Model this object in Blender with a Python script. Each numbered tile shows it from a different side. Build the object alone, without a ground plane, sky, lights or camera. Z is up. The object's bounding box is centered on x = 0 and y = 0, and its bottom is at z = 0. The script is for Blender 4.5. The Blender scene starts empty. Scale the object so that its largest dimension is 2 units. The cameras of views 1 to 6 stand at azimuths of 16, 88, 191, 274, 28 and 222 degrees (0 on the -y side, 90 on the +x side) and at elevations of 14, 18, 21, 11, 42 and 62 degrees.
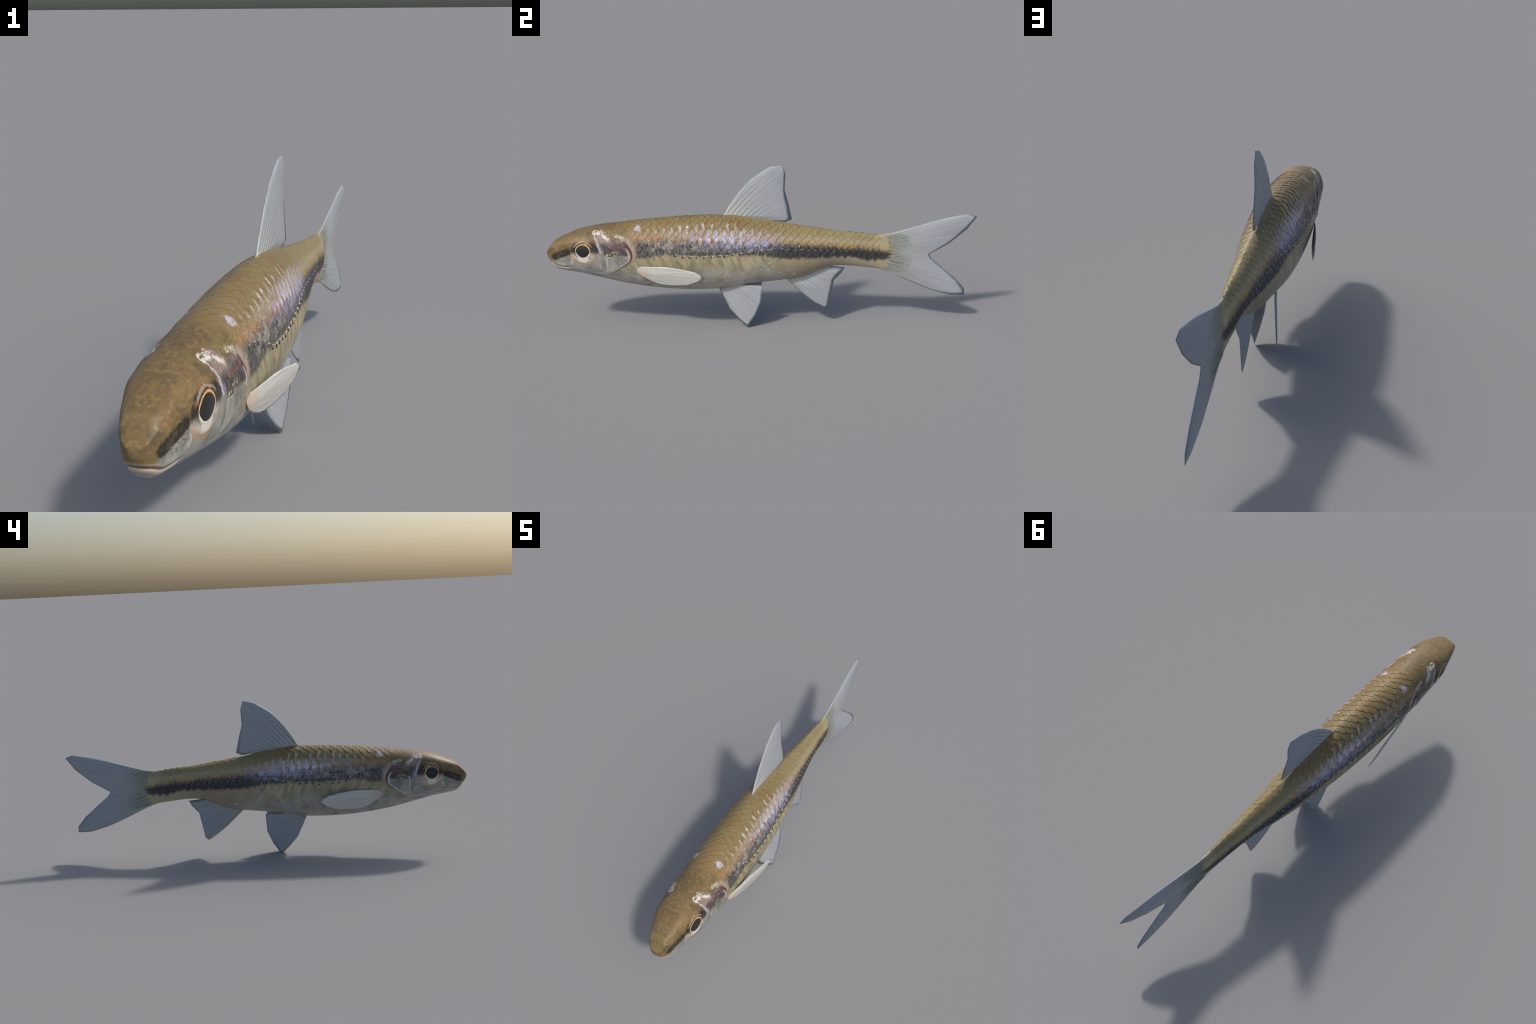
"""A slender minnow-like freshwater fish: lofted body, lens-section fins, overlapping scales."""
import bpy, bmesh, math, random
import numpy as np
from mathutils import Vector, Matrix, geometry

random.seed(7)
rng = np.random.default_rng(7)
scene = bpy.context.scene

# --------------------------------------------------------------------------
#  BODY PROFILE  (y runs from snout -1 to tail, z up, x sideways)
# --------------------------------------------------------------------------
STATION = np.array([-1, -.985, -.955, -.9, -.83, -.74, -.63, -.5, -.35, -.18, 0, .18, .33, .46, .57, .60, .66, .72])
BACK = np.array([.365, .3961, .4287, .4559, .4819, .5002, .5131, .5262, .5382, .5403, .5155, .489, .4645, .4505, .4405, .4455, .4620, .4800])
BELLY = np.array([.365, .3365, .2973, .2822, .2697, .2456, .2177, .1963, .1839, .1879, .2144, .2386, .290, .2849, .2655, .2535, .2260, .2000])
HALF = np.array([0, .0311, .0459, .0652, .0863, .0949, .1008, .1060, .1068, .1005, .0875, .0625, .0440, .0290, .0175, .0130, .0065, .0024])
T_STATION = np.sqrt(STATION + 1)
Y_END = .72


def hermite(knots, values, t):
    t = np.asarray(t, float)
    slope = np.gradient(values, knots)
    i = np.clip(np.searchsorted(knots, t) - 1, 0, len(knots) - 2)
    h = knots[i + 1] - knots[i]
    s = np.clip((t - knots[i]) / h, 0, 1)
    return ((2*s**3 - 3*s**2 + 1) * values[i] + (s**3 - 2*s**2 + s) * h * slope[i]
            + (-2*s**3 + 3*s**2) * values[i + 1] + (s**3 - s**2) * h * slope[i + 1])


def section(y):
    """back height, belly height, half width, height of greatest width, roundness above and below"""
    t = np.sqrt(np.clip(np.asarray(y, float) + 1, 0, None))
    top, bottom, half = (hermite(T_STATION, v, t) for v in (BACK, BELLY, HALF))
    f = np.interp(y, [-1, -.966, -.9, -.815, -.714, -.563, -.4, -.2, 0, .2, .6],
                  [.85, .82, .72, .6, .56, .52, .49, .45, .43, .45, .5])
    k = np.sqrt([.05, .35, .9, 1.6])
    return (top, bottom, half, bottom + (top - bottom) * f,
            np.interp(t, k, [2.8, 2.1, 1.9, 1.8]), np.interp(t, k, [2.6, 1.90, 1.84, 1.68]))


def half_width(y, z):
    top, bottom, half, mid, n_up, n_low = section(y)
    up = z > mid
    n = np.where(up, n_up, n_low)
    h = np.where(up, top - mid, mid - bottom)
    return half * np.clip(1 - (np.abs(z - mid) / h) ** n, 0, None) ** (1 / n)


def ring(y, angles):
    """closed cross-section; angle 0 is the back, pi the belly"""
    top, bottom, half, mid, n_up, n_low = section(y)
    c, s = np.cos(angles), np.sin(angles)
    n = np.where(c > 0, n_up, n_low)
    r = (np.abs(s) ** n + np.abs(c) ** n) ** (-1 / n)
    return s * r * half, mid + c * r * np.where(c > 0, top - mid, mid - bottom)


# lines along the flank, all as height over y
BAND_TOP = [(-.61, .450), (-.46, .445), (-.317, .440), (-.172, .432), (-.027, .427), (.121, .417), (.225, .408), (.32, .399), (.44, .385), (.548, .373), (.61, .364)]
BAND_LOW = [(-.61, .366), (-.51, .376), (-.46, .382), (-.29, .376), (-.144, .378), (-.03, .370), (.121, .349), (.225, .343), (.32, .344), (.413, .340), (.474, .327), (.55, .320), (.61, .333)]
PORES = [(-.58, .434), (-.493, .425), (-.436, .397), (-.376, .375), (-.318, .369), (-.26, .369), (-.2, .372), (-.115, .378), (-.027, .391), (.061, .394), (.141, .387), (.21, .381), (.29, .376), (.442, .362), (.55, .35)]
GILL = [(.24, -.745), (.285, -.70), (.307, -.672), (.338, -.627), (.363, -.605), (.385, -.604), (.42, -.620), (.45, -.632), (.48, -.66), (.53, -.69)]


def along(line, v):
    a = np.array(line)
    return np.interp(v, a[:, 0], a[:, 1])


# --------------------------------------------------------------------------
#  OBJECT HELPERS
# --------------------------------------------------------------------------
root = bpy.data.objects.new("fish", None)
root.empty_display_size = .2
scene.collection.objects.link(root)
root["label"] = "slender tan river fish with dark side stripe, pale fins"
root["category"] = "fish"


def add(name, mesh, parent=root, mats=()):
    for m in mats:
        mesh.materials.append(m)
    o = bpy.data.objects.new(name, mesh)
    scene.collection.objects.link(o)
    o.parent = parent
    return o


def mesh_from(name, verts, faces, smooth=True, index=None):
    me = bpy.data.meshes.new(name)
    me.from_pydata([tuple(v) for v in verts], [], faces)
    if smooth:
        me.polygons.foreach_set("use_smooth", [True] * len(me.polygons))
    if index is not None:
        me.polygons.foreach_set("material_index", index)
    me.update()
    return me


# --------------------------------------------------------------------------
#  SHADER HELPERS
# --------------------------------------------------------------------------
GAIN = 0.95     # pictured colour under this light -> base colour


def tint(r, g, b, gain=GAIN):
    f = lambda c: (c / 12.92 if c <= .04045 else ((c + .055) / 1.055) ** 2.4)
    return tuple(min(.93, f(v / 255) * gain) for v in (r, g, b)) + (1.0,)


def sunlit(r, g, b):
    """picture colour of the sun-facing back -> base colour"""
    c = tint(r, g, b, 1.0)
    return (c[0] * .66, c[1] * .70, c[2] * .79, 1.0)


def flankc(r, g, b):
    c = tint(r, g, b, 1.0)
    return (c[0] * .76, c[1] * .82, c[2] * .90, 1.0)


class S:
    """a socket that can be calculated with"""
    def __init__(self, tree, sock):
        self.t, self.s = tree, sock

    def _op(self, op, *others, clamp=False):
        n = self.t.nodes.new("ShaderNodeMath")
        n.operation, n.use_clamp = op, clamp
        for i, o in enumerate((self, *others)):
            if isinstance(o, S):
                self.t.links.new(o.s, n.inputs[i])
            else:
                n.inputs[i].default_value = o
        return S(self.t, n.outputs[0])

    def __add__(self, o): return self._op("ADD", o)
    __radd__ = __add__
    def __sub__(self, o): return self._op("SUBTRACT", o)
    def __rsub__(self, o): return (self * -1) + o
    def __mul__(self, o): return self._op("MULTIPLY", o)
    __rmul__ = __mul__
    def __truediv__(self, o): return self._op("DIVIDE", o)
    def abs(self): return self._op("ABSOLUTE")
    def sin(self): return self._op("SINE")
    def max(self, o): return self._op("MAXIMUM", o)
    def min(self, o): return self._op("MINIMUM", o)
    def sqrt(self): return self._op("SQRT")
    def atan2(self, o): return self._op("ARCTAN2", o)
    def clamp(self): return self._op("ADD", 0.0, clamp=True)

    def step(self, a, b):
        """0 at a, 1 at b, smooth between (a may exceed b)"""
        n = self.t.nodes.new("ShaderNodeMapRange")
        n.interpolation_type = "SMOOTHSTEP"
        self.t.links.new(self.s, n.inputs[0])
        lo, hi, u, v = (a, b, 0.0, 1.0) if a < b else (b, a, 1.0, 0.0)
        for i, x in enumerate((lo, hi, u, v)):
            n.inputs[i + 1].default_value = x
        return S(self.t, n.outputs[0])

    def window(self, a, b, soft):
        return self.step(a - soft, a + soft) * self.step(b + soft, b - soft)

    def line(self, points):
        """height line over y as a float curve (y -1..1 -> 0..1)"""
        n = self.t.nodes.new("ShaderNodeFloatCurve")
        c = n.mapping.curves[0]
        pts = [((y + 1) / 2, z) for y, z in points]
        c.points[0].location, c.points[-1].location = pts[0], pts[-1]
        for p in pts[1:-1]:
            c.points.new(*p)
        for p in c.points:
            p.handle_type = "AUTO"
        n.mapping.update()
        u = (self + 1.0) * .5
        self.t.links.new(u.s, n.inputs["Value"])
        return S(self.t, n.outputs[0])


class Shader:
    def __init__(self, name):
        self.m = bpy.data.materials.new(name)
        self.m.use_nodes = True
        self.t = self.m.node_tree
        self.p = self.t.nodes["Principled BSDF"]
        tc = self.t.nodes.new("ShaderNodeTexCoord")
        tc.object = root
        sep = self.t.nodes.new("ShaderNodeSeparateXYZ")
        self.t.links.new(tc.outputs["Object"], sep.inputs[0])
        self.x, self.y, self.z = (S(self.t, o) for o in sep.outputs)
        self.ax = self.x.abs()

    def vec(self, a, b, c=0.0):
        n = self.t.nodes.new("ShaderNodeCombineXYZ")
        for i, o in enumerate((a, b, c)):
            if isinstance(o, S):
                self.t.links.new(o.s, n.inputs[i])
            else:
                n.inputs[i].default_value = o
        return n.outputs[0]

    def noise(self, scale, detail=2.0, stretch=(1, 1, 1), at=None, rough=.5):
        n = self.t.nodes.new("ShaderNodeTexNoise")
        n.inputs["Scale"].default_value, n.inputs["Detail"].default_value = scale, detail
        n.inputs["Roughness"].default_value = rough
        v = at or self.vec(self.ax * stretch[0], self.y * stretch[1], self.z * stretch[2])
        self.t.links.new(v, n.inputs["Vector"])
        return S(self.t, n.outputs[0])

    def mix(self, a, b, f):
        n = self.t.nodes.new("ShaderNodeMix")
        n.data_type = "RGBA"
        for sock, o in ((n.inputs[6], a), (n.inputs[7], b), (n.inputs[0], f)):
            if isinstance(o, S):
                self.t.links.new(o.s, sock)
            else:
                sock.default_value = o
        return S(self.t, n.outputs[2])

    def segment(self, a, b, y=None, z=None):
        """distance in the side plane to the segment a-b"""
        y, z = y or self.y, z or self.z
        dy, dz = b[0] - a[0], b[1] - a[1]
        h = (((y - a[0]) * dy + (z - a[1]) * dz) / (dy*dy + dz*dz)).clamp()
        u, v = y - a[0] - h * dy, z - a[1] - h * dz
        return (u * u + v * v).sqrt()

    def ellipse(self, c, ry, rz, y=None, z=None):
        u, v = ((y or self.y) - c[0]) / ry, ((z or self.z) - c[1]) / rz
        return (u * u + v * v).sqrt()

    def finish(self, colour, rough=.5, spec=.3, bump=None, height=.002):
        if isinstance(colour, S):
            self.t.links.new(colour.s, self.p.inputs["Base Color"])
        else:
            self.p.inputs["Base Color"].default_value = colour
        if isinstance(rough, S):
            self.t.links.new(rough.s, self.p.inputs["Roughness"])
        else:
            self.p.inputs["Roughness"].default_value = rough
        self.p.inputs["Specular IOR Level"].default_value = spec
        if bump is not None:
            b = self.t.nodes.new("ShaderNodeBump")
            b.inputs["Strength"].default_value, b.inputs["Distance"].default_value = .5, height
            self.t.links.new(bump.s, b.inputs["Height"])
            self.t.links.new(b.outputs[0], self.p.inputs["Normal"])
        return self.m


# --------------------------------------------------------------------------
#  SKIN
# --------------------------------------------------------------------------
def skin(name, rim=False):
    k = Shader(name)
    y, z, mix = k.y, k.z, k.mix
    fine = k.noise(170, 3)
    grain = k.noise(60, 3)
    blot = k.noise(22, 3)
    broad = k.noise(8, 2)
    streak = k.noise(60, 2, (.3, 1, .16))           # upright streaks
    wob_y = y + (grain - .5) * .014
    wob_z = z + (fine - .5) * .014 + (grain - .5) * .008
    top = y.line([(a, b) for a, b in zip(STATION, BACK)])
    low = y.line([(a, b) for a, b in zip(STATION, BELLY)])
    v = (z - low) / (top - low).max(.02)
    vw = v + (grain - .5) * .10

    # back and flank ------------------------------------------------------
    back = mix(sunlit(160, 139, 90), sunlit(160, 128, 78), blot.step(.44, .68))
    back = mix(back, sunlit(142, 118, 70), grain.step(.50, .75) * .5)
    back = mix(back, sunlit(164, 130, 80), y.step(-.36, -.6) * .5)
    rear_back = mix(sunlit(174, 156, 106), sunlit(174, 148, 98), blot.step(.45, .65))
    back = mix(back, rear_back, y.step(-.1, .2))
    flank = mix(flankc(186, 168, 136), flankc(174, 146, 112), streak.step(.42, .66) * .8)
    flank = mix(flank, flankc(198, 182, 158), grain.step(.50, .74) * .6)
    flank = mix(flank, flankc(160, 134, 104), fine.step(.54, .72) * .45)
    flank = mix(flank, flankc(186, 170, 132), y.step(0, .25) * .7)
    c = mix(flank, back, vw.step(.74, .90))
    # orange-brown shade just over the band, fading to the rear into gold
    btop, blow, pore = y.line(BAND_TOP), y.line(BAND_LOW), y.line(PORES)
    over = z - btop
    amber = mix(flankc(172, 116, 66), flankc(192, 156, 92), y.step(-.1, .2))
    c = mix(c, amber, over.window(-.012, .018, .014) * streak.step(.30, .58) * .88)
    c = mix(c, tint(218, 184, 104), over.window(.002, .006, .004) * y.window(.04, .56, .03) * grain.step(.47, .60) * .75)

    # under the band --------------------------------------------------------
    q = y + z * .45 + (broad - .5) * .05 + (blot - .5) * .012
    wave = k.noise(48, 3, at=k.vec(q, z * .22, 3.0))
    side = mix(tint(156, 148, 120), tint(182, 170, 136), wave.step(.44, .64) * .8)
    side = mix(side, tint(120, 106, 76), wave.step(.48, .34) * .5)
    side = mix(side, tint(206, 182, 126), wave.step(.58, .72) * y.window(-.40, .05, .06) * (blot + .1).step(.4, .6) * .7)
    side = mix(side, tint(156, 150, 122), grain.step(.5, .7) * .5)
    side = mix(side, tint(168, 150, 122), y.step(.0, .15))
    under = mix(tint(178, 176, 166), tint(160, 152, 138), blot.step(.42, .66))
    under = mix(under, tint(156, 142, 122), y.step(0, .2))
    under = mix(under, tint(166, 158, 134), y.step(.3, .45))
    under = mix(under, tint(176, 172, 160), grain.step(.5, .7) * .35)
    lines = k.noise(44, 2, (1, .25, 1.7))
    chest = mix(mix(tint(164, 163, 157), tint(142, 138, 128), blot.step(.42, .62)), tint(194, 192, 186), lines.step(.54, .66) * .6)
    under = mix(under, chest, y.step(-.36, -.52))
    below = mix(side, under, (v + (blot - .5) * .2).step(.46, .20))
    squig = (k.noise(30, 2) - .5).abs().step(.022, .006) * k.noise(14, 1).step(.48, .62)
    below = mix(below, tint(212, 212, 208), squig * v.step(.36, .24) * y.window(-.36, .10, .05) * .65)
    fleck = k.noise(46, 2).step(.64, .70) * v.window(.06, .42, .05) * y.window(-.12, .24, .06)
    below = mix(below, tint(214, 214, 212), fleck * .7)
    spots = k.noise(95, 1).step(.64, .72) * y.window(-.56, -.36, .05) * (z - blow).window(-.07, .0, .01)
    below = mix(below, tint(62, 60, 48), spots * .8)
    c = mix(c, below, (wob_z - blow).step(.004, -.008))

    # dark band ---------------------------------------------------------------
    hair = k.noise(150, 2, (.3, 1, .22))
    edge_z = z + (streak - .5) * .034 + (hair - .5) * .026
    in_band = (edge_z - btop).step(.018, -.018) * (edge_z - blow).step(-.011, .009)
    in_band = in_band * (y + (grain - .5) * .03 + (z - .41).abs() * .35).step(-.60, -.565) * (y + (k.noise(70, 2, (1, .25, 1.6)) - .5) * .10).step(.625, .580)
    dark = mix(tint(84, 88, 82), tint(50, 53, 50), hair.step(.38, .62))
    dark = mix(dark, tint(112, 108, 92), streak.step(.52, .70) * .5)
    dark = mix(dark, tint(104, 110, 136), grain.step(.48, .72) * hair.step(.42, .6) * y.window(-.60, .02, .06) * .6)
    mid_lilac = y.window(-.24, .02, .07) * (z - btop).window(-.038, .012, .014)
    dark = mix(dark, tint(152, 152, 184), mid_lilac * (grain + (fine - .5) * .5).step(.40, .62) * .75)
    rear_dark = mix(tint(60, 62, 74), tint(32, 33, 40), fine.step(.40, .62))
    dark = mix(dark, rear_dark, y.step(-.04, .14))
    dabs = (y * (math.tau / .0305)).sin().step(.1, .8) * (z - pore).window(-.010, .012, .006)
    dark = mix(dark, tint(32, 31, 32), dabs * y.step(-.05, .12) * .75)
    c = mix(c, dark, in_band * .93)

    # lilac-white glints and sheen of the scales, painted into the skin colour --------------------------------------
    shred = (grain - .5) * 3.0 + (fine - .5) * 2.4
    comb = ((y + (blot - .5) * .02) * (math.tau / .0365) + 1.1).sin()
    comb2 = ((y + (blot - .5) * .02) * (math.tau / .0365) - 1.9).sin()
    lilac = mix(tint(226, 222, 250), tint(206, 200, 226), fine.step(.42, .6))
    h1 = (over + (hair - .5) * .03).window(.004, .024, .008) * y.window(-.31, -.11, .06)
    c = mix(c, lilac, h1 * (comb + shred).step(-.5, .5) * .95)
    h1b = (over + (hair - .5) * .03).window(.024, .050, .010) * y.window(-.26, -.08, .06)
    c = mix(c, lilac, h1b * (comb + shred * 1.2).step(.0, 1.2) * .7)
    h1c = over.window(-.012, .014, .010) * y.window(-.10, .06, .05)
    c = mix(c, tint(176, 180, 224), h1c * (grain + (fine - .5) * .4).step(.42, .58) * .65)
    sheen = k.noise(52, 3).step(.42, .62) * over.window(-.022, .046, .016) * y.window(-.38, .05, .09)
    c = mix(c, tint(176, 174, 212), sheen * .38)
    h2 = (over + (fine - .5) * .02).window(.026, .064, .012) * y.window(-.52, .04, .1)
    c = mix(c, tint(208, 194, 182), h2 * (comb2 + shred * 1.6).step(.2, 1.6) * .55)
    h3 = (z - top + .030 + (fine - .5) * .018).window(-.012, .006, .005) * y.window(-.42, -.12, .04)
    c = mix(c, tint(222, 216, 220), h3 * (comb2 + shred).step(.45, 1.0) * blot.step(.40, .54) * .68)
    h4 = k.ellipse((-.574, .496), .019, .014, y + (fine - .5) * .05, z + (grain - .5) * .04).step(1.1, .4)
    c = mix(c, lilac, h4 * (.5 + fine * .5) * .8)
    speck = k.noise(130, 2).step(.57, .72) * vw.window(.60, .84, .06) * y.window(-.56, .3, .12)
    c = mix(c, tint(214, 202, 192), speck * .6)
    pale_mottle = k.noise(34, 3).step(.50, .66) * vw.window(.60, .82, .07) * y.window(-.55, .10, .10)
    c = mix(c, tint(196, 184, 178), pale_mottle * .45)
    gold_fleck = k.noise(120, 1).step(.60, .68) * k.segment((-.60, .475), (-.50, .455), wob_y, wob_z).step(.03, .01)
    c = mix(c, tint(190, 168, 84), gold_fleck * .8)

    # head ----------------------------------------------------------------------
    crown = mix(sunlit(147, 121, 78), sunlit(134, 110, 75), blot.step(.40, .62))
    crown = mix(crown, sunlit(154, 124, 62), grain.step(.50, .70) * .55)
    crown = mix(crown, sunlit(122, 102, 74), k.noise(34, 3).step(.56, .74) * .5)
    crown = mix(crown, sunlit(158, 112, 62), k.noise(26, 2).step(.54, .72) * y.step(-.76, -.64) * .6)
    crown = mix(crown, sunlit(146, 114, 84), k.noise(40, 2).step(.58, .72) * y.step(-.82, -.9) * .5)
    crown = mix(crown, sunlit(112, 92, 62), k.noise(95, 3).step(.50, .68) * .55)
    crown = mix(crown, sunlit(172, 146, 84), k.noise(80, 3, (1, .7, 1)).step(.52, .66) * .6)
    crown = mix(crown, sunlit(98, 88, 66), k.noise(17, 3).step(.56, .70) * .6)
    cheek = mix(tint(160, 160, 154), tint(132, 132, 124), k.noise(18, 3, (1, 1.6, .8)).step(.38, .64))
    cheek = mix(cheek, tint(196, 198, 190), k.noise(34, 2, (1, 1.8, .6)).step(.58, .70) * .6)
    cheek = mix(cheek, tint(170, 152, 136), grain.step(.54, .72) * .35)
    jaw = mix(tint(172, 171, 166), tint(144, 143, 138), k.noise(30, 2, (1, .35, 1.8)).step(.40, .64))
    cheek = mix(cheek, jaw, z.step(.318, .300))
    split = y.line([(-1, .30), (-.985, .315), (-.968, .337), (-.944, .352), (-.90, .372), (-.87, .385), (-.80, .40), (-.76, .428), (-.72, .444), (-.66, .452), (-.60, .458), (-.5, .47)])
    head = mix(cheek, crown, (wob_z - split).step(-.006, .008))
    # nostril swirl
    off_mid = k.ax.step(.018, .028)
    head = mix(head, tint(164, 118, 88), k.ellipse((-.948, .412), .017, .013, wob_y, wob_z).step(1.1, .5) * off_mid * .22)
    head = mix(head, tint(150, 150, 126), (k.ellipse((-.951, .411), .017, .014, wob_y, wob_z) - 1).abs().step(.25, .05) * off_mid * fine.step(.4, .6) * .35)
    # snout stripe
    snout = k.segment((-.957, .361), (-.892, .391), wob_y + (blot - .5) * .02, wob_z + (blot - .5) * .02).step(.021, .011)
    head = mix(head, mix(tint(42, 41, 38), tint(74, 66, 54), fine.step(.52, .74)), snout * (.45 + (grain + (fine - .5) * .6).step(.36, .50) * .5))
    drip = k.segment((-.925, .35), (-.888, .357), wob_y, wob_z).step(.020, .004) * fine.step(.46, .60)
    head = mix(head, tint(88, 82, 68), drip * .75)
    # cheek blotch behind the eye, gold flecks, reddish arc
    bl_y, bl_z = wob_y + (blot - .5) * .02, wob_z + (blot - .5) * .03
    blotch = (k.ellipse((-.648, .408), .056, .030, bl_y, bl_z).step(1.15, .82)).max(k.segment((-.725, .425), (-.700, .385), bl_y, bl_z).step(.026, .012))
    head = mix(head, mix(tint(54, 47, 46), tint(96, 84, 86), (fine + (grain - .5)).step(.44, .68)), blotch * .9)
    pink = k.ellipse((-.672, .436), .036, .022, bl_y, bl_z)
    head = mix(head, mix(tint(82, 70, 70), tint(112, 100, 98), grain.step(.45, .6)), pink.step(1.05, .8) * .8)
    head = mix(head, tint(132, 94, 84), (pink - 1.0).abs().step(.34, .06) * z.step(.455, .43) * .6)
    fleck = k.noise(120, 2).step(.52, .60) * k.segment((-.705, .376), (-.668, .392), wob_y, wob_z).step(.017, .006)
    head = mix(head, tint(200, 200, 140), fleck * .9)
    # bright bone patch and its outline
    plate = k.segment((-.735, .462), (-.718, .446), wob_y, wob_z).step(.030, .018) * z.step(.43, .442)
    head = mix(head, mix(tint(142, 126, 120), tint(168, 156, 150), fine.step(.48, .62)), plate * .85)
    seam = k.segment((-.775, .479), (-.753, .436), wob_y, wob_z).min(k.segment((-.753, .436), (-.741, .392), wob_y, wob_z))
    ridge = k.segment((-.772, .478), (-.736, .474), wob_y, wob_z).min(k.segment((-.736, .474), (-.707, .449), wob_y, wob_z))
    head = mix(head, tint(204, 202, 214), (seam + (fine - .5) * .008).step(.005, .0005) * .85)
    head = mix(head, tint(236, 230, 216), (ridge + (fine - .5) * .026 + (grain - .5) * .024).step(.0075, .001) * .8)
    head = mix(head, tint(130, 126, 152), k.segment((-.738, .41), (-.732, .385), wob_y, wob_z).step(.012, .002) * fine.step(.4, .56) * .8)
    head = mix(head, tint(214, 210, 186), k.segment((-.672, .466), (-.636, .461), wob_y, wob_z).step(.009, .002) * fine.step(.42, .56))
    green = k.segment((-.70, .475), (-.60, .482), wob_y, wob_z).step(.024, .006) * fine.step(.52, .64)
    head = mix(head, tint(150, 142, 76), green * .7)
    # orbit: dark above and at the sides, pale below with an amber rim
    orb = k.ellipse((-.814, .392), .066, .060, y + (fine - .5) * .008, z + (grain - .5) * .010)
    orb_in = orb.step(1.05, .93)
    upper = (wob_z + (blot - .5) * .03 + (y + .814).abs() * -.10).step(.366, .392)
    socket = mix(mix(tint(190, 182, 170), tint(166, 158, 148), grain.step(.45, .62)), mix(tint(46, 42, 38), tint(98, 78, 60), (grain + (fine - .5) * .5).step(.52, .72)), upper)
    socket = mix(socket, tint(140, 110, 74), (z.step(.430, .448)) * .85)
    head = mix(head, socket, orb_in * .93)
    amberring = (orb - .97).abs().step(.13, .02) * z.step(.385, .36)
    head = mix(head, tint(184, 148, 106), amberring * .75)
    iris_glow = k.ellipse((-.822, .362), .026, .022, wob_y, wob_z).step(1.1, .7)
    head = mix(head, tint(228, 218, 212), iris_glow * z.step(.385, .37) * .85)
    lid = (k.ellipse((-.821, .401), .042, .040, wob_y, wob_z) - 1.0).abs().step(.13, .02) * z.step(.41, .43)
    head = mix(head, tint(182, 166, 148), lid * .65)
    # gill cover edge: pale rim, red slit, pale shoulder behind
    gy = z.line([(a, b + .8) for a, b in GILL]) - .8
    g = y - gy
    is_gill = z.window(.318, .436, .006)
    head = mix(head, tint(204, 200, 186), g.window(-.012, -.004, .003) * z.window(.31, .412, .01) * .75)
    head = mix(head, mix(tint(104, 106, 98), tint(140, 140, 132), grain.step(.46, .64)), k.ellipse((-.648, .358), .036, .032, bl_y, bl_z).step(1.1, .6) * z.step(.392, .376) * .65)
    fan = k.segment((-.655, .325), (-.605, .36), wob_y, wob_z).min(k.segment((-.712, .385), (-.716, .30), wob_y, wob_z)).min(k.segment((-.69, .30), (-.63, .335), wob_y, wob_z))
    head = mix(head, tint(202, 202, 190), fan.step(.006, .001) * .6)
    shoulder = mix(tint(170, 156, 144), tint(142, 128, 114), blot.step(.42, .65))
    # mouth line and lips
    ml = y.line([(-1, .335), (-.97, .327), (-.947, .3155), (-.917, .3115), (-.887, .315), (-.86, .32)])
    dz = z - ml
    head = mix(head, tint(206, 186, 168), dz.step(-.001, -.004) * dz.step(-.016, -.008) * y.step(-.885, -.905) * .75)
    head = mix(head, tint(184, 178, 162), dz.window(.004, .010, .003) * y.step(-.89, -.93) * .5)
    head = mix(head, tint(92, 70, 60), dz.window(-.0014, .0014, .0014) * y.step(-.882, -.892) * .8)

    # join head to trunk
    c = mix(c, shoulder, g.window(.0, .024, .010) * z.window(.30, .45, .02) * .7)
    nape = (y + (grain - .5) * .05 + (z - .50) * .5).step(-.60, -.66)
    is_head = (g.step(.004, -.002) * z.step(.47, .44)).max(nape * z.step(.44, .46)).max(g.step(.03, -.03) * z.step(.31, .29))
    c = mix(c, head, is_head)
    bulge = (z - .405).abs().step(.035, .005) * .005
    c = mix(c, tint(112, 54, 52), (g - bulge).step(.007, .003) * g.step(-.003, .001) * is_gill * .95)

    # pale, freckled root of the tail fin
    tail_root = y.step(.50, .56) * (1.0 - in_band)
    c = mix(c, mix(flankc(206, 184, 136), flankc(186, 176, 140), grain.step(.45, .6)), tail_root * .7)
    c = mix(c, tint(98, 88, 54), tail_root * fine.step(.54, .62) * z.step(.40, .43) * .8)
    c = mix(c, mix(tint(164, 168, 160), tint(150, 154, 147), k.noise(60, 2, (1, .2, 2)).step(.42, .6)), (y + (streak - .5) * .05 + (fine - .5) * .02 + (z - .36).abs() * .40).step(.588, .648) * (1 - in_band * .7))

    c = mix(c, tint(163, 168, 173), y.step(.63, .71))

    if rim:
        strength = vw.step(.62, .84) * .80 + .12
        strength = strength * (.25 + y.step(.25, -.15) * .75)
        c = mix(c, tint(78, 62, 36), strength * (.55 + grain * .8 + (blot - .5) * .5).clamp())  # skin darkened along scale edges to draw the pocket shading
    k.finish(c, rough=.5, spec=.32, bump=grain * .6 + fine * .4, height=.0012)
    return k.m


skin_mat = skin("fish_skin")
rim_mat = skin("scale_rim", rim=True)


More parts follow.
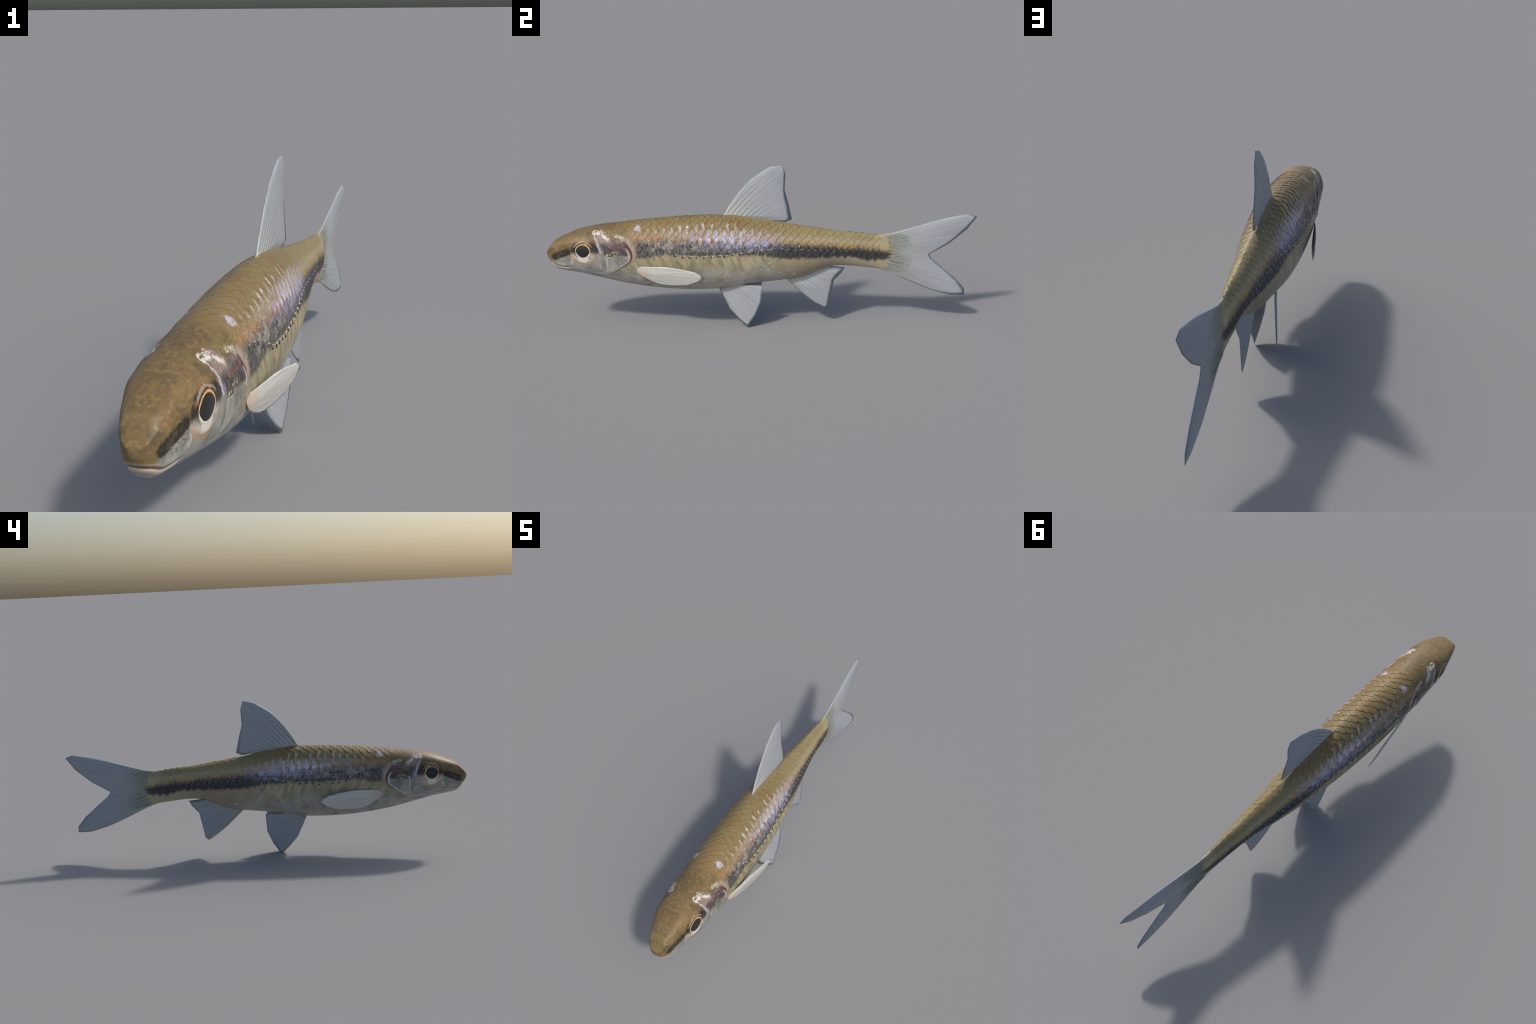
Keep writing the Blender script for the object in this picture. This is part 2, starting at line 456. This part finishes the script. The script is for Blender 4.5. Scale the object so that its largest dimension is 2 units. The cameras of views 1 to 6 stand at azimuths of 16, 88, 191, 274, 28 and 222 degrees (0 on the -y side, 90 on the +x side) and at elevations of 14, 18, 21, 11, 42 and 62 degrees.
def build_body():
    n_a = 180
    t = np.concatenate([np.linspace(.012, .66, 96, endpoint=False), np.sqrt(np.linspace(.66 ** 2, Y_END + 1, 170))])
    ys = t * t - 1
    ang = np.linspace(0, math.tau, n_a, endpoint=False)
    V = []
    for y in ys:
        x, z = ring(y, ang)
        V += [(a, y, b) for a, b in zip(x, z)]
    V = np.array(V)
    V = relief(V)
    rows = len(ys)
    F = []
    for i in range(rows - 1):
        for j in range(n_a):
            a, b = i * n_a + j, i * n_a + (j + 1) % n_a
            F.append((a, a + n_a, b + n_a, b))
    nose, end = len(V), len(V) + 1
    V = np.vstack([V, [0, -1.0, .365], [0, Y_END + .002, .347]])
    for j in range(n_a):
        F.append((nose, j, (j + 1) % n_a))
        F.append((end, (rows - 1) * n_a + (j + 1) % n_a, (rows - 1) * n_a + j))
    return V, F


def bell(d, w):
    return np.exp(-(d / w) ** 2)


def sstep(x, a, b):
    s = np.clip((x - a) / (b - a), 0, 1)
    return s * s * (3 - 2 * s)


def relief(V):
    """mouth slit, lip, gill cover edge, nostril, eye rim, faint muscle folds"""
    x, y, z = V.T
    top, bottom, half, mid, *_ = section(y)
    d = np.zeros(len(V))
    ml = np.interp(y, [-1, -.97, -.947, -.917, -.887, -.86], [.335, .327, .3155, .3115, .315, .32])
    m_in = 1 - sstep(y, -.900, -.882)
    d -= .0034 * bell(z - ml, .0030) * m_in
    d += .0008 * sstep(ml - z, .001, .005) * (1 - sstep(ml - z, .008, .024)) * m_in
    d += .0018 * bell(z - ml - .009, .006) * m_in
    gy = along(GILL, z)
    g = y - gy
    zone = sstep(z, .26, .32) * (1 - sstep(z, .43, .47))
    d += zone * .0035 * sstep(g, -.06, -.004) * (1 - sstep(g, -.002, .006))
    d -= zone * .0025 * bell(g - .006, .006)
    d -= .0025 * bell(y + .951, .006) * bell(z - .413, .006)
    r = np.hypot((y + .814) / .066, (z - .392) / .060)
    d -= .0016 * bell(r - 1.0, .10)
    d += .0008 * bell(r - .75, .15)
    d += .0075 * bell(x, .0105) * sstep(z, .46, .50) * sstep(y, -.20, -.14) * (1 - sstep(y, .00, .09))
    # direction: outward in the cross-section
    n = np.stack([x / np.maximum(half, .01) ** 2, np.zeros(len(V)), (z - mid) / .15 ** 2], 1)
    n /= np.linalg.norm(n, axis=1, keepdims=True) + 1e-9
    front = 1 - sstep(y, -.97, -.93)
    n[:, 1] -= front * .7
    return V + n * d[:, None]


def split_body(V, F):
    whole = mesh_from("whole_body", V, F)
    normals = np.empty(len(V) * 3, np.float32)
    whole.vertex_normals.foreach_get("vector", normals)
    normals = normals.reshape(-1, 3)
    centre = np.array([V[list(f)].mean(0) for f in F])
    y, z = centre[:, 1], centre[:, 2]
    g = y - along(GILL, z)
    ml = np.interp(y, [-1, -.97, -.947, -.917, -.887, -.86], [.335, .327, .3155, .3115, .315, .32])
    tail = y > .20
    head = (g < 0) & ~tail
    jaw = head & (z < np.where(y < -.885, ml, .315 - (y + .885) * .35)) & (y < -.70)
    gill_cover = head & (y > -.735 + np.abs(z - .37) * .25) & (z > .285) & (z < .455) & ~jaw
    kinds = np.select([tail, jaw, gill_cover, head], [3, 1, 2, 0], 4)
    for i, name in enumerate(["head", "jaw", "gill_cover", "tail_stalk", "trunk"]):
        idx = np.nonzero(kinds == i)[0]
        used = sorted({v for f in idx for v in F[f]})
        new = {v: n for n, v in enumerate(used)}
        me = mesh_from(name, V[used], [[new[v] for v in F[f]] for f in idx])
        me.normals_split_custom_set_from_vertices([tuple(v) for v in normals[used]])
        add(name, me, mats=[skin_mat])
    bpy.data.meshes.remove(whole)


V, F = build_body()
split_body(V, F)


# --------------------------------------------------------------------------
#  EYES
# --------------------------------------------------------------------------
def eye_materials():
    k = Shader("iris")
    fine, grain = k.noise(160, 2), k.noise(60, 2)
    c = k.mix(tint(232, 224, 214), tint(214, 152, 70), (k.z + (grain - .5) * .012).step(.385, .412))
    c = k.mix(c, tint(232, 196, 140), fine.step(.55, .68) * .6)
    r = k.ellipse((-.821, .3985), .0345, .0345)
    c = k.mix(c, tint(226, 206, 176), r.step(.93, 1.0) * .8)
    iris = k.finish(c, rough=.35, spec=.5)
    k = Shader("pupil")
    pupil = k.finish(tint(40, 40, 40, 1.0), rough=.4, spec=.4)
    return iris, pupil


iris_mat, pupil_mat = eye_materials()


def dome(name, centre, radius, lift, bulge, side, point=0.0, skirt=.004):
    """a shallow lens lying on the side of the head"""
    verts, faces, n, m = [], [], 48, 8
    for i in range(m + 1):
        f = i / m
        for j in range(n):
            a = math.tau * j / n
            rr = radius * (f if i < m else 1.0) * (1 + point * math.cos(2 * a) ** 4 * (1 if abs(math.cos(a)) > .7 else 0))
            y, z = centre[0] + rr * math.cos(a), centre[1] + rr * math.sin(a)
            x = float(half_width(y, z)) + lift + bulge * (1 - f * f)
            verts.append((side * x, y, z))
    for i in range(m):
        for j in range(n):
            a, b = i * n + j, i * n + (j + 1) % n
            faces.append((a, a + n, b + n, b) if side < 0 else (a, b, b + n, a + n))
    base = len(verts)
    for j in range(n):
        x, y, z = verts[m * n + j]
        verts.append((x - side * skirt, y, z))
    for j in range(n):
        a, b = m * n + j, m * n + (j + 1) % n
        c, d = base + j, base + (j + 1) % n
        faces.append((a, c, d, b) if side < 0 else (a, b, d, c))
    me = mesh_from(name, verts, faces)
    bm = bmesh.new()
    bm.from_mesh(me)
    bmesh.ops.remove_doubles(bm, verts=bm.verts, dist=1e-6)
    bmesh.ops.recalc_face_normals(bm, faces=bm.faces)
    bm.to_mesh(me)
    bm.free()
    me.set_sharp_from_angle(angle=.8)
    return me


for side in (1, -1):
    eye = add("eye", dome("eye", (-.8215, .3985), .0350, .0006, .0018, side), mats=[iris_mat])
    add("pupil", dome("pupil", (-.8225, .3985), .0292, .0012, .0026, side, point=.10), eye, [pupil_mat])


# --------------------------------------------------------------------------
#  FINS
# --------------------------------------------------------------------------
def fin_material(name, membrane, base, pivot, reach, ray_scale, base_amount=.6, dark=.90):
    """membrane with fine rays that fan out from a pivot in the side plane"""
    k = Shader(name)
    dy, dz = k.y - pivot[0], k.z - pivot[1]
    r = (dy * dy + dz * dz).sqrt()
    a = dz.atan2(dy)
    fan = k.noise(1.0, 2, at=k.vec(a * ray_scale, r * 3.0, 0.0))
    tiny = k.noise(1.0, 2, at=k.vec(a * ray_scale * 2.6, r * 16.0, 5.0))
    c = k.mix(membrane, tuple(v * dark for v in membrane[:3]) + (1,), fan.step(.42, .60))
    c = k.mix(c, tuple(min(.93, v * 1.10) for v in membrane[:3]) + (1,), tiny.step(.57, .70) * .8)
    c = k.mix(c, base, (r + (fan - .5) * reach * .5).step(reach * 1.1, reach * .35) * base_amount)
    return k.finish(c, rough=.5, spec=.25, bump=fan, height=.0012)


WHITE = tint(165, 170, 177)
dorsal_mat = fin_material("dorsal_fin_membrane", WHITE, tint(186, 192, 186), (-.20, .46), .20, 34)
caudal_mat = fin_material("caudal_fin_membrane", WHITE, tint(168, 172, 156), (.42, .355), .36, 46, .8)
anal_mat = fin_material("anal_fin_membrane", WHITE, tint(176, 176, 166), (.10, .29), .16, 26)
pelvic_mat = fin_material("pelvic_fin_membrane", WHITE, tint(150, 150, 142), (-.235, .26), .15, 26, .8)
pectoral_mat = fin_material("pectoral_fin_membrane", tint(212, 211, 205), tint(200, 174, 154), (-.66, .30), .155, 70, .9, .80)


def simple_ray_material(name, colour):
    k = Shader(name)
    n = k.noise(70, 2)
    return k.finish(k.mix(colour, WHITE, n.step(.45, .7) * .5), rough=.5, spec=.25)


olive_ray = simple_ray_material("fin_ray_olive", tint(122, 126, 104))
grey_ray = simple_ray_material("fin_ray_grey", tint(118, 124, 114))
pale_ray = simple_ray_material("fin_ray_pale", tint(206, 210, 212))


def plane_of(points):
    p = np.array(points)
    c = p.mean(0)
    n = np.linalg.svd(p - c)[2][2]
    if n[0] < 0:
        n = -n
    return c, n


def fin(name, outline, insets, half_thick, mat):
    """fin blade of lens section: outline edge is thin, the inset field is flat on both sides"""
    P = np.array(outline, float)
    c, n = plane_of(P)
    u = np.array([0, 1, 0]) - n * n[1]
    u /= np.linalg.norm(u)
    w = np.cross(n, u)
    q = np.stack([(P - c) @ u, (P - c) @ w], 1)
    area = sum(q[i - 1, 0] * q[i, 1] - q[i, 0] * q[i - 1, 1] for i in range(len(q)))
    turn = 1 if area > 0 else -1
    inner = []
    m = len(q)
    for i in range(m):
        e1, e2 = q[i] - q[i - 1], q[(i + 1) % m] - q[i]
        n1 = turn * np.array([-e1[1], e1[0]]) / np.linalg.norm(e1)
        n2 = turn * np.array([-e2[1], e2[0]]) / np.linalg.norm(e2)
        s = n1 + n2
        s = s / max(.35, s @ n1) if abs(s @ n1) > 1e-6 else n1
        inner.append(q[i] + s * insets[i])
    inner = np.array(inner)
    back = lambda uv, h: c + uv[0] * u + uv[1] * w + n * h
    off = [(P[i] - c) @ n for i in range(m)]
    verts = [tuple(p) for p in P]
    verts += [tuple(back(inner[i], off[i] + half_thick)) for i in range(m)]
    verts += [tuple(back(inner[i], off[i] - half_thick)) for i in range(m)]
    faces = []
    for i in range(m):
        j = (i + 1) % m
        faces += [(i, j, m + j, m + i), (j, i, 2 * m + i, 2 * m + j)]
    for tri in geometry.tessellate_polygon([[Vector((a, b, 0)) for a, b in inner]]):
        faces += [tuple(m + k for k in tri), tuple(2 * m + k for k in reversed(tri))]
    me = mesh_from(name, verts, faces)
    bm = bmesh.new()
    bm.from_mesh(me)
    bmesh.ops.recalc_face_normals(bm, faces=bm.faces)
    bm.to_mesh(me)
    bm.free()
    return add(name, me, mats=[mat]), (c, n)


def flat(points):
    return [(0.0, y, z) for y, z in points]


def fin_rays(parent, paths, frame, half_thick, width, mat, height=.0010, on_body=False):
    """raised rays on both faces of a fin; joined, too fine to pick apart"""
    c, n = frame
    verts, faces = [], []
    for path in paths:
        path = [np.array(p, float) for p in path]
        k = len(path)
        for s in (1, -1):
            b = len(verts)
            for i, p in enumerate(path):
                d = path[min(i + 1, k - 1)] - path[max(i - 1, 0)]
                side = np.cross(n, d)
                side /= np.linalg.norm(side) + 1e-9
                f = i / (k - 1)
                wd = width * (1 - f) ** .7 * .5 + width * .04
                off = max(half_thick, float(half_width(p[1], p[2])) + .0004) if on_body and p[1] < .72 else half_thick
                p = p - n * ((p - c) @ n) + n * s * off
                verts += [tuple(p - side * wd - n * s * .0006), tuple(p + n * s * height * (1 - f * .8)), tuple(p + side * wd - n * s * .0006)]
            for i in range(k - 1):
                for j in (0, 1):
                    a = b + i * 3 + j
                    faces.append((a, a + 1, a + 4, a + 3))
    me = mesh_from("fin_ray", verts, faces)
    o = add("fin_ray", me, parent, [mat])
    o["kind"] = "stuff"
    return o


def curve_path(a, b, c, reach, steps=9):
    """quadratic from a towards c, bent by b, cut at the given share"""
    a, b, c = (np.array(p, float) for p in (a, b, c))
    return [(1 - t) ** 2 * a + 2 * t * (1 - t) * b + t * t * c for t in np.linspace(0, reach, steps)]


THICK = .0034
# dorsal
dorsal_pts = [(-.192, .538), (-.174, .551), (-.16, .58), (-.116, .643), (-.084, .68), (-.05, .714), (-.011, .741), (.031, .766), (.09, .776),
              (.102, .733), (.099, .658), (.118, .59), (.1345, .518), (.104, .505), (.056, .512), (.02, .500), (-.08, .515), (-.16, .53)]
dorsal, frame = fin("dorsal_fin", flat(dorsal_pts), [.003] * 2 + [.007] * 7 + [.012, .012, .022, .026, .012, .004, .003, .003, .003], THICK, dorsal_mat)
rays = []
for i in range(9):
    f = i / 8
    a = (0, -.163 + .165 * f, .552 - .036 * f)
    tip = (0, np.interp(f, [0, .25, 1], [.06, .09, .112]), np.interp(f, [0, .25, .6, 1], [.765, .74, .65, .56]))
    b = (0, a[1] + (tip[1] - a[1]) * .36, a[2] + (tip[2] - a[2]) * .50)
    rays.append(curve_path(a, b, tip, np.interp(f, [0, .3, 1], [.95, .85, .55]) * rng.uniform(.9, 1.05), 14))
fin_rays(dorsal, rays, frame, THICK, .0056, olive_ray)

# tail fin
caudal_pts = [(.50, .4395), (.554, .441), (.598, .447), (.667, .466), (.737, .486), (.808, .507), (.876, .523), (.932, .533), (.962, .537), (.978, .5315), (1.0, .523),
              (.955, .462), (.875, .394), (.784, .341), (.798, .318), (.859, .268), (.92, .216), (.961, .168), (.964, .1355),
              (.9, .137), (.866, .145), (.794, .167), (.7, .207), (.607, .251), (.53, .280), (.49, .30)]
caudal, frame = fin("caudal_fin", flat(caudal_pts), [.004, .004, .005, .005, .006, .007, .008, .008, .012, .020, .014, .018, .012, .008, .008, .012, .020, .026, .018, .014, .010, .006, .006, .005, .004, .004], THICK, caudal_mat)
rays = []
for i in range(27):
    f = i / 26
    a = (0, .580 + .014 * math.sin(math.pi * f) + rng.normal(0, .006), .434 - .160 * f)
    tip = (0, np.interp(f, [0, .45, .5, .55, 1], [.95, .82, .79, .82, .93]), np.interp(f, [0, .1, .48, .52, .9, 1], [.525, .50, .36, .32, .17, .15]))
    b = (0, a[1] + (tip[1] - a[1]) * .45, a[2] + (tip[2] - a[2]) * .38)
    rays.append(curve_path(a, b, tip, rng.uniform(.34, .6), 16))
fin_rays(caudal, rays, frame, THICK, .0034, grey_ray, on_body=True)

# anal
anal_pts = [(.112, .226), (.119, .218), (.201, .141), (.25, .103), (.294, .0745), (.312, .086), (.324, .155), (.337, .217), (.372, .255), (.386, .2815), (.297, .291), (.24, .285), (.153, .255)]
anal, frame = fin("anal_fin", flat(anal_pts), [.003, .004, .006, .007, .012, .014, .016, .018, .022, .024, .008, .003, .003], THICK, anal_mat)
rays = []
for i in range(10):
    f = i / 9
    a = (0, .135 + .13 * f, .232 + .05 * f)
    tip = (0, np.interp(f, [0, .5, 1], [.295, .33, .37]), np.interp(f, [0, .5, 1], [.085, .19, .272]))
    rays.append(curve_path(a, (np.array(a) + tip) / 2 + np.array([0, -.004, .006]), tip, rng.uniform(.6, .85), 9))
fin_rays(anal, rays, frame, THICK, .0034, pale_ray)

# paired fins
pelvic_pts = [(-.222, .208), (-.21, .195), (-.19, .153), (-.159, .087), (-.115, .038), (-.071, .0), (-.053, .032), (-.034, .06), (-.007, .124), (-.002, .212), (-.092, .2095), (-.131, .208), (-.15, .222), (-.20, .226)]
pelvic_in = [.003, .006, .010, .014, .012, .012, .012, .012, .014, .010, .006, .004, .003, .003]
pectoral_pts = [(.098, -.58, .329), (.106, -.556, .327), (.118, -.505, .329), (.130, -.451, .331), (.140, -.39, .325), (.147, -.318, .312), (.147, -.289, .297), (.143, -.273, .2805),
                (.131, -.302, .260), (.116, -.347, .242), (.101, -.412, .237), (.093, -.455, .239), (.088, -.485, .244), (.088, -.531, .264), (.090, -.56, .281), (.095, -.581, .304)]
pectoral_in = [.003, .004, .005, .006, .006, .008, .010, .014, .008, .007, .007, .007, .006, .005, .004, .003]
pectoral_root, pectoral_tip = Vector((.097, -.575, .302)), Vector((.144, -.274, .2795))
for side in (1, -1):
    pts = []
    for y, z in pelvic_pts:
        t = np.linalg.solve([[-.215, .2, 1], [-.071, .004, 1], [-.035, .205, 1]], [.010, .042, .043])
        pts.append((side * (t[0] * y + t[1] * z + t[2]), y, z))
    pelvic, frame = fin("pelvic_fin", pts, pelvic_in, .0026, pelvic_mat)
    rays = []
    for i in range(9):
        f = i / 8
        x0 = side * .025
        a = (x0, -.198 + .055 * f, .178 + .028 * f)
        tip = (x0, np.interp(f, [0, .4, 1], [-.075, -.035, -.015]), np.interp(f, [0, .4, 1], [.02, .08, .195]))
        rays.append(curve_path(a, (np.array(a) + tip) / 2 + np.array([0, .004, .008]), tip, rng.uniform(.6, .85), 9))
    fin_rays(pelvic, rays, frame, .0026, .0034, pale_ray)
    axis = (pectoral_tip - pectoral_root).normalized()
    lean = Matrix.Rotation(math.radians(-8 if side > 0 else -13), 3, axis)
    turned = [lean @ (Vector(p) - pectoral_root) + pectoral_root for p in pectoral_pts]
    pectoral, frame = fin("pectoral_fin", [(side * p.x, p.y, p.z) for p in turned], pectoral_in, .0017, pectoral_mat)
    rays = []
    for i in range(12):
        f = i / 11
        a = (side * (.104 - .010 * f), -.535 + .012 * f, .322 - .050 * f)
        tip = (side * (.146 - .02 * f), np.interp(f, [0, .4, 1], [-.33, -.285, -.36]), np.interp(f, [0, .5, 1], [.31, .278, .247]))
        rays.append(curve_path(a, (np.array(a) + tip) / 2 + np.array([0, 0, .004 - .010 * f]), tip, rng.uniform(.75, .95), 9))
    fin_rays(pectoral, rays, frame, .0017, .0026, pale_ray, .0007)


# --------------------------------------------------------------------------
#  SCALES
# --------------------------------------------------------------------------
def surface(y, arc):
    """point and frame on the trunk at distance arc from the ridge of the back (signed)"""
    side = -1 if arc < 0 else 1
    a = np.linspace(0, math.pi, 240)

    def at(yy, s):
        x, z = ring(yy, a)
        d = np.concatenate([[0], np.cumsum(np.hypot(np.diff(x), np.diff(z)))])
        return np.array([side * np.interp(s, d, x), yy, np.interp(s, d, z)])
    s = abs(arc)
    p = at(y, s)
    e = .018
    ty = at(y + e, s) - at(y - e, s)
    if s < 1e-6:
        tx = np.array([1.0, 0, 0])
    else:
        over = at(y, abs(s - e)) * np.array([1 if s > e else -1, 1, 1])
        tx = (at(y, s + e) - over) * side
    n = np.cross(tx, ty)
    n /= np.linalg.norm(n)
    ty /= np.linalg.norm(ty)
    tx = np.cross(ty, n)
    # bend across
    q1, q2 = at(y, s + e), at(y, abs(s - e))
    if s < e:
        q2 = q2 * np.array([-1, 1, 1])
    sag = -((q1 + q2) / 2 - p) @ n
    return p, tx, ty, n, max(0.0, sag) / e ** 2


def scale_mesh(bend, rise=1.0):
    """one scale: rounded plate, free edge to the rear (+y), front edge sunk into the skin"""
    n, rings = 28, [0, .5, .87, 1.0]
    L, W = .5, .5
    verts, faces, idx = [], [], []
    def point(r, a):
        ca, sa = math.cos(a), math.sin(a)
        u, v = L * ca, W * sa * (1 - .16 * max(0, ca) ** 2)
        if ca > 0:
            u *= 1 + .06 * max(0, ca) ** 6
        u, v = u * r, v * r
        lift = np.interp(u, [-.5, -.1, .5], [-.038 * (.4 + .6 * rise), .002, .028 * rise])
        return (v, u, lift - bend * v * v)
    verts.append(point(0, 0))
    for r in rings[1:]:
        for j in range(n):
            verts.append(point(r, math.tau * j / n))
    for j in range(n):
        x, y, z = verts[1 + 2 * n + j]
        verts.append((x, y, z - .05 * rise))
    for j in range(n):
        faces.append((0, 1 + (j + 1) % n, 1 + j)); idx.append(0)
    for k in range(3):
        for j in range(n):
            a, b = 1 + k * n + j, 1 + k * n + (j + 1) % n
            faces.append((a, b, b + n, a + n))
            ca = math.cos(math.tau * (j + .5) / n)
            idx.append(1 if k >= 1 and ca > -.25 and (k == 2 or False) else (1 if k == 1 and False else 0))
    me = mesh_from("scale", verts, faces, index=idx)
    bm = bmesh.new()
    bm.from_mesh(me)
    bmesh.ops.recalc_face_normals(bm, faces=bm.faces)
    bm.normal_update()
    if sum(f.normal.z for f in bm.faces) < 0:
        bmesh.ops.reverse_faces(bm, faces=bm.faces)
    bm.to_mesh(me)
    bm.free()
    me.materials.append(skin_mat)
    me.materials.append(rim_mat)
    return me


SIZE = .047
BENDS = [0.0, .12, .22, .34, .5]
plates = [scale_mesh(b) for b in BENDS]
flat_plates = [scale_mesh(b, .5) for b in BENDS]
places = []
PITCH_Y, PITCH_A = .0365, .0205
for row in range(-11, 12):
    y = -.70 + (.5 if row % 2 else 0) * PITCH_Y
    while y < .53:
        f = np.interp(y, [-.7, -.5, .0, .5], [.86, 1.0, 1.0, .80])
        arc = row * PITCH_A * f
        if not (row == 0 and y > -.20):
            p, tx, ty, n, bend = surface(y + rng.normal(0, .0022), arc + rng.normal(0, .0013))
            start = np.interp(p[2], [.38, .44, .47, .52], [-.565, -.585, -.61, -.655])
            floor = along(BAND_LOW, p[1]) + .012
            if p[1] > start and p[2] > floor and bend * SIZE * f < .55:
                places.append((p, tx, ty, n, bend, f * rng.uniform(.93, 1.06)))
        y += PITCH_Y * f
places.sort(key=lambda q: (abs(q[0][0]) * .6 + q[0][1] * .15 - q[0][2]))
loose_v, loose_f, loose_i = [], [], []
trunk = bpy.data.objects["trunk"]
for count, (p, tx, ty, n, bend, f) in enumerate(places):
    size = SIZE * f
    spin = rng.normal(0, .07)
    c, s = math.cos(spin), math.sin(spin)
    ax, ay = tx * c + ty * s, ty * c - tx * s
    M = Matrix(((ax[0]*size, ay[0]*size, n[0]*size, p[0]), (ax[1]*size, ay[1]*size, n[1]*size, p[1]), (ax[2]*size, ay[2]*size, n[2]*size, p[2]), (0, 0, 0, 1)))
    low_on_side = p[2] < along(BAND_TOP, p[1]) + .035 or p[1] > .10
    me = (flat_plates if low_on_side else plates)[int(np.argmin([abs(b - bend * size) for b in BENDS]))]
    if count < 300:
        o = bpy.data.objects.new("scale", me)
        scene.collection.objects.link(o)
        o.parent = trunk
        o.matrix_world = M
    else:
        b = len(loose_v)
        loose_v += [tuple(M @ v.co) for v in me.vertices]
        for poly in me.polygons:
            loose_f.append([b + i for i in poly.vertices])
            loose_i.append(poly.material_index)
small = add("scale", mesh_from("small_scales", loose_v, loose_f, index=loose_i), trunk, [skin_mat, rim_mat])
small["kind"] = "stuff"


# --------------------------------------------------------------------------
#  LATERAL LINE PORES
# --------------------------------------------------------------------------
def pores():
    k = Shader("pore_pale")
    pale = k.finish(k.mix(tint(208, 194, 188), tint(166, 160, 190), k.y.step(-.1, .15)), rough=.4, spec=.4)
    k = Shader("pore_dark")
    dark = k.finish(tint(44, 38, 34), rough=.5, spec=.3)
    verts, faces, idx = [], [], []

    def blob(y, z, ly, lz, tilt, h, mat):
        for side in (1, -1):
            b, n = len(verts), 10
            ring_pts = []
            for r, hh in ((0, h), (.6, h * .8), (1, -.0015)):
                for j in range(n if r else 1):
                    a = math.tau * j / n
                    u, v = r * ly * math.cos(a), r * lz * math.sin(a)
                    yy, zz = y + u * math.cos(tilt) - v * math.sin(tilt), z + u * math.sin(tilt) + v * math.cos(tilt)
                    verts.append((side * (float(half_width(yy, zz)) + hh + .0016), yy, zz))
            flip = (lambda f: f) if side > 0 else (lambda f: tuple(reversed(f)))
            for j in range(n):
                j2 = (j + 1) % n
                faces.append(flip((b, b + 1 + j, b + 1 + j2))); idx.append(mat)
                faces.append(flip((b + 1 + j, b + 1 + n + j, b + 1 + n + j2, b + 1 + j2))); idx.append(mat)

    y = -.555
    while y < .42:
        z = float(along(PORES, y)) + rng.normal(0, .0012)
        slope = float(along(PORES, y + .01) - along(PORES, y - .01)) / .02
        small = np.interp(y, [-.55, -.4, -.1, .1, .42], [.7, 1.0, 1.0, .8, .55])
        blob(y, z + .004, .0078 * small * rng.uniform(.6, 1.2), .0018 * small * rng.uniform(.7, 1.2), slope, .0008, 0)
        if y < .1:
            blob(y - .010 + rng.normal(0, .0015), z - .002 + rng.normal(0, .0012), .0044 * small * rng.uniform(.6, 1.2), .0042 * small * rng.uniform(.6, 1.4), slope + rng.normal(0, .5), .0007, 1)
        y += .0305 * rng.uniform(.94, 1.06) if y > -.1 else .0330 * rng.uniform(.95, 1.05)
    o = add("lateral_line_pore", mesh_from("lateral_line_pore", verts, faces, index=idx), trunk, [pale, dark])
    o["kind"] = "stuff"


pores()
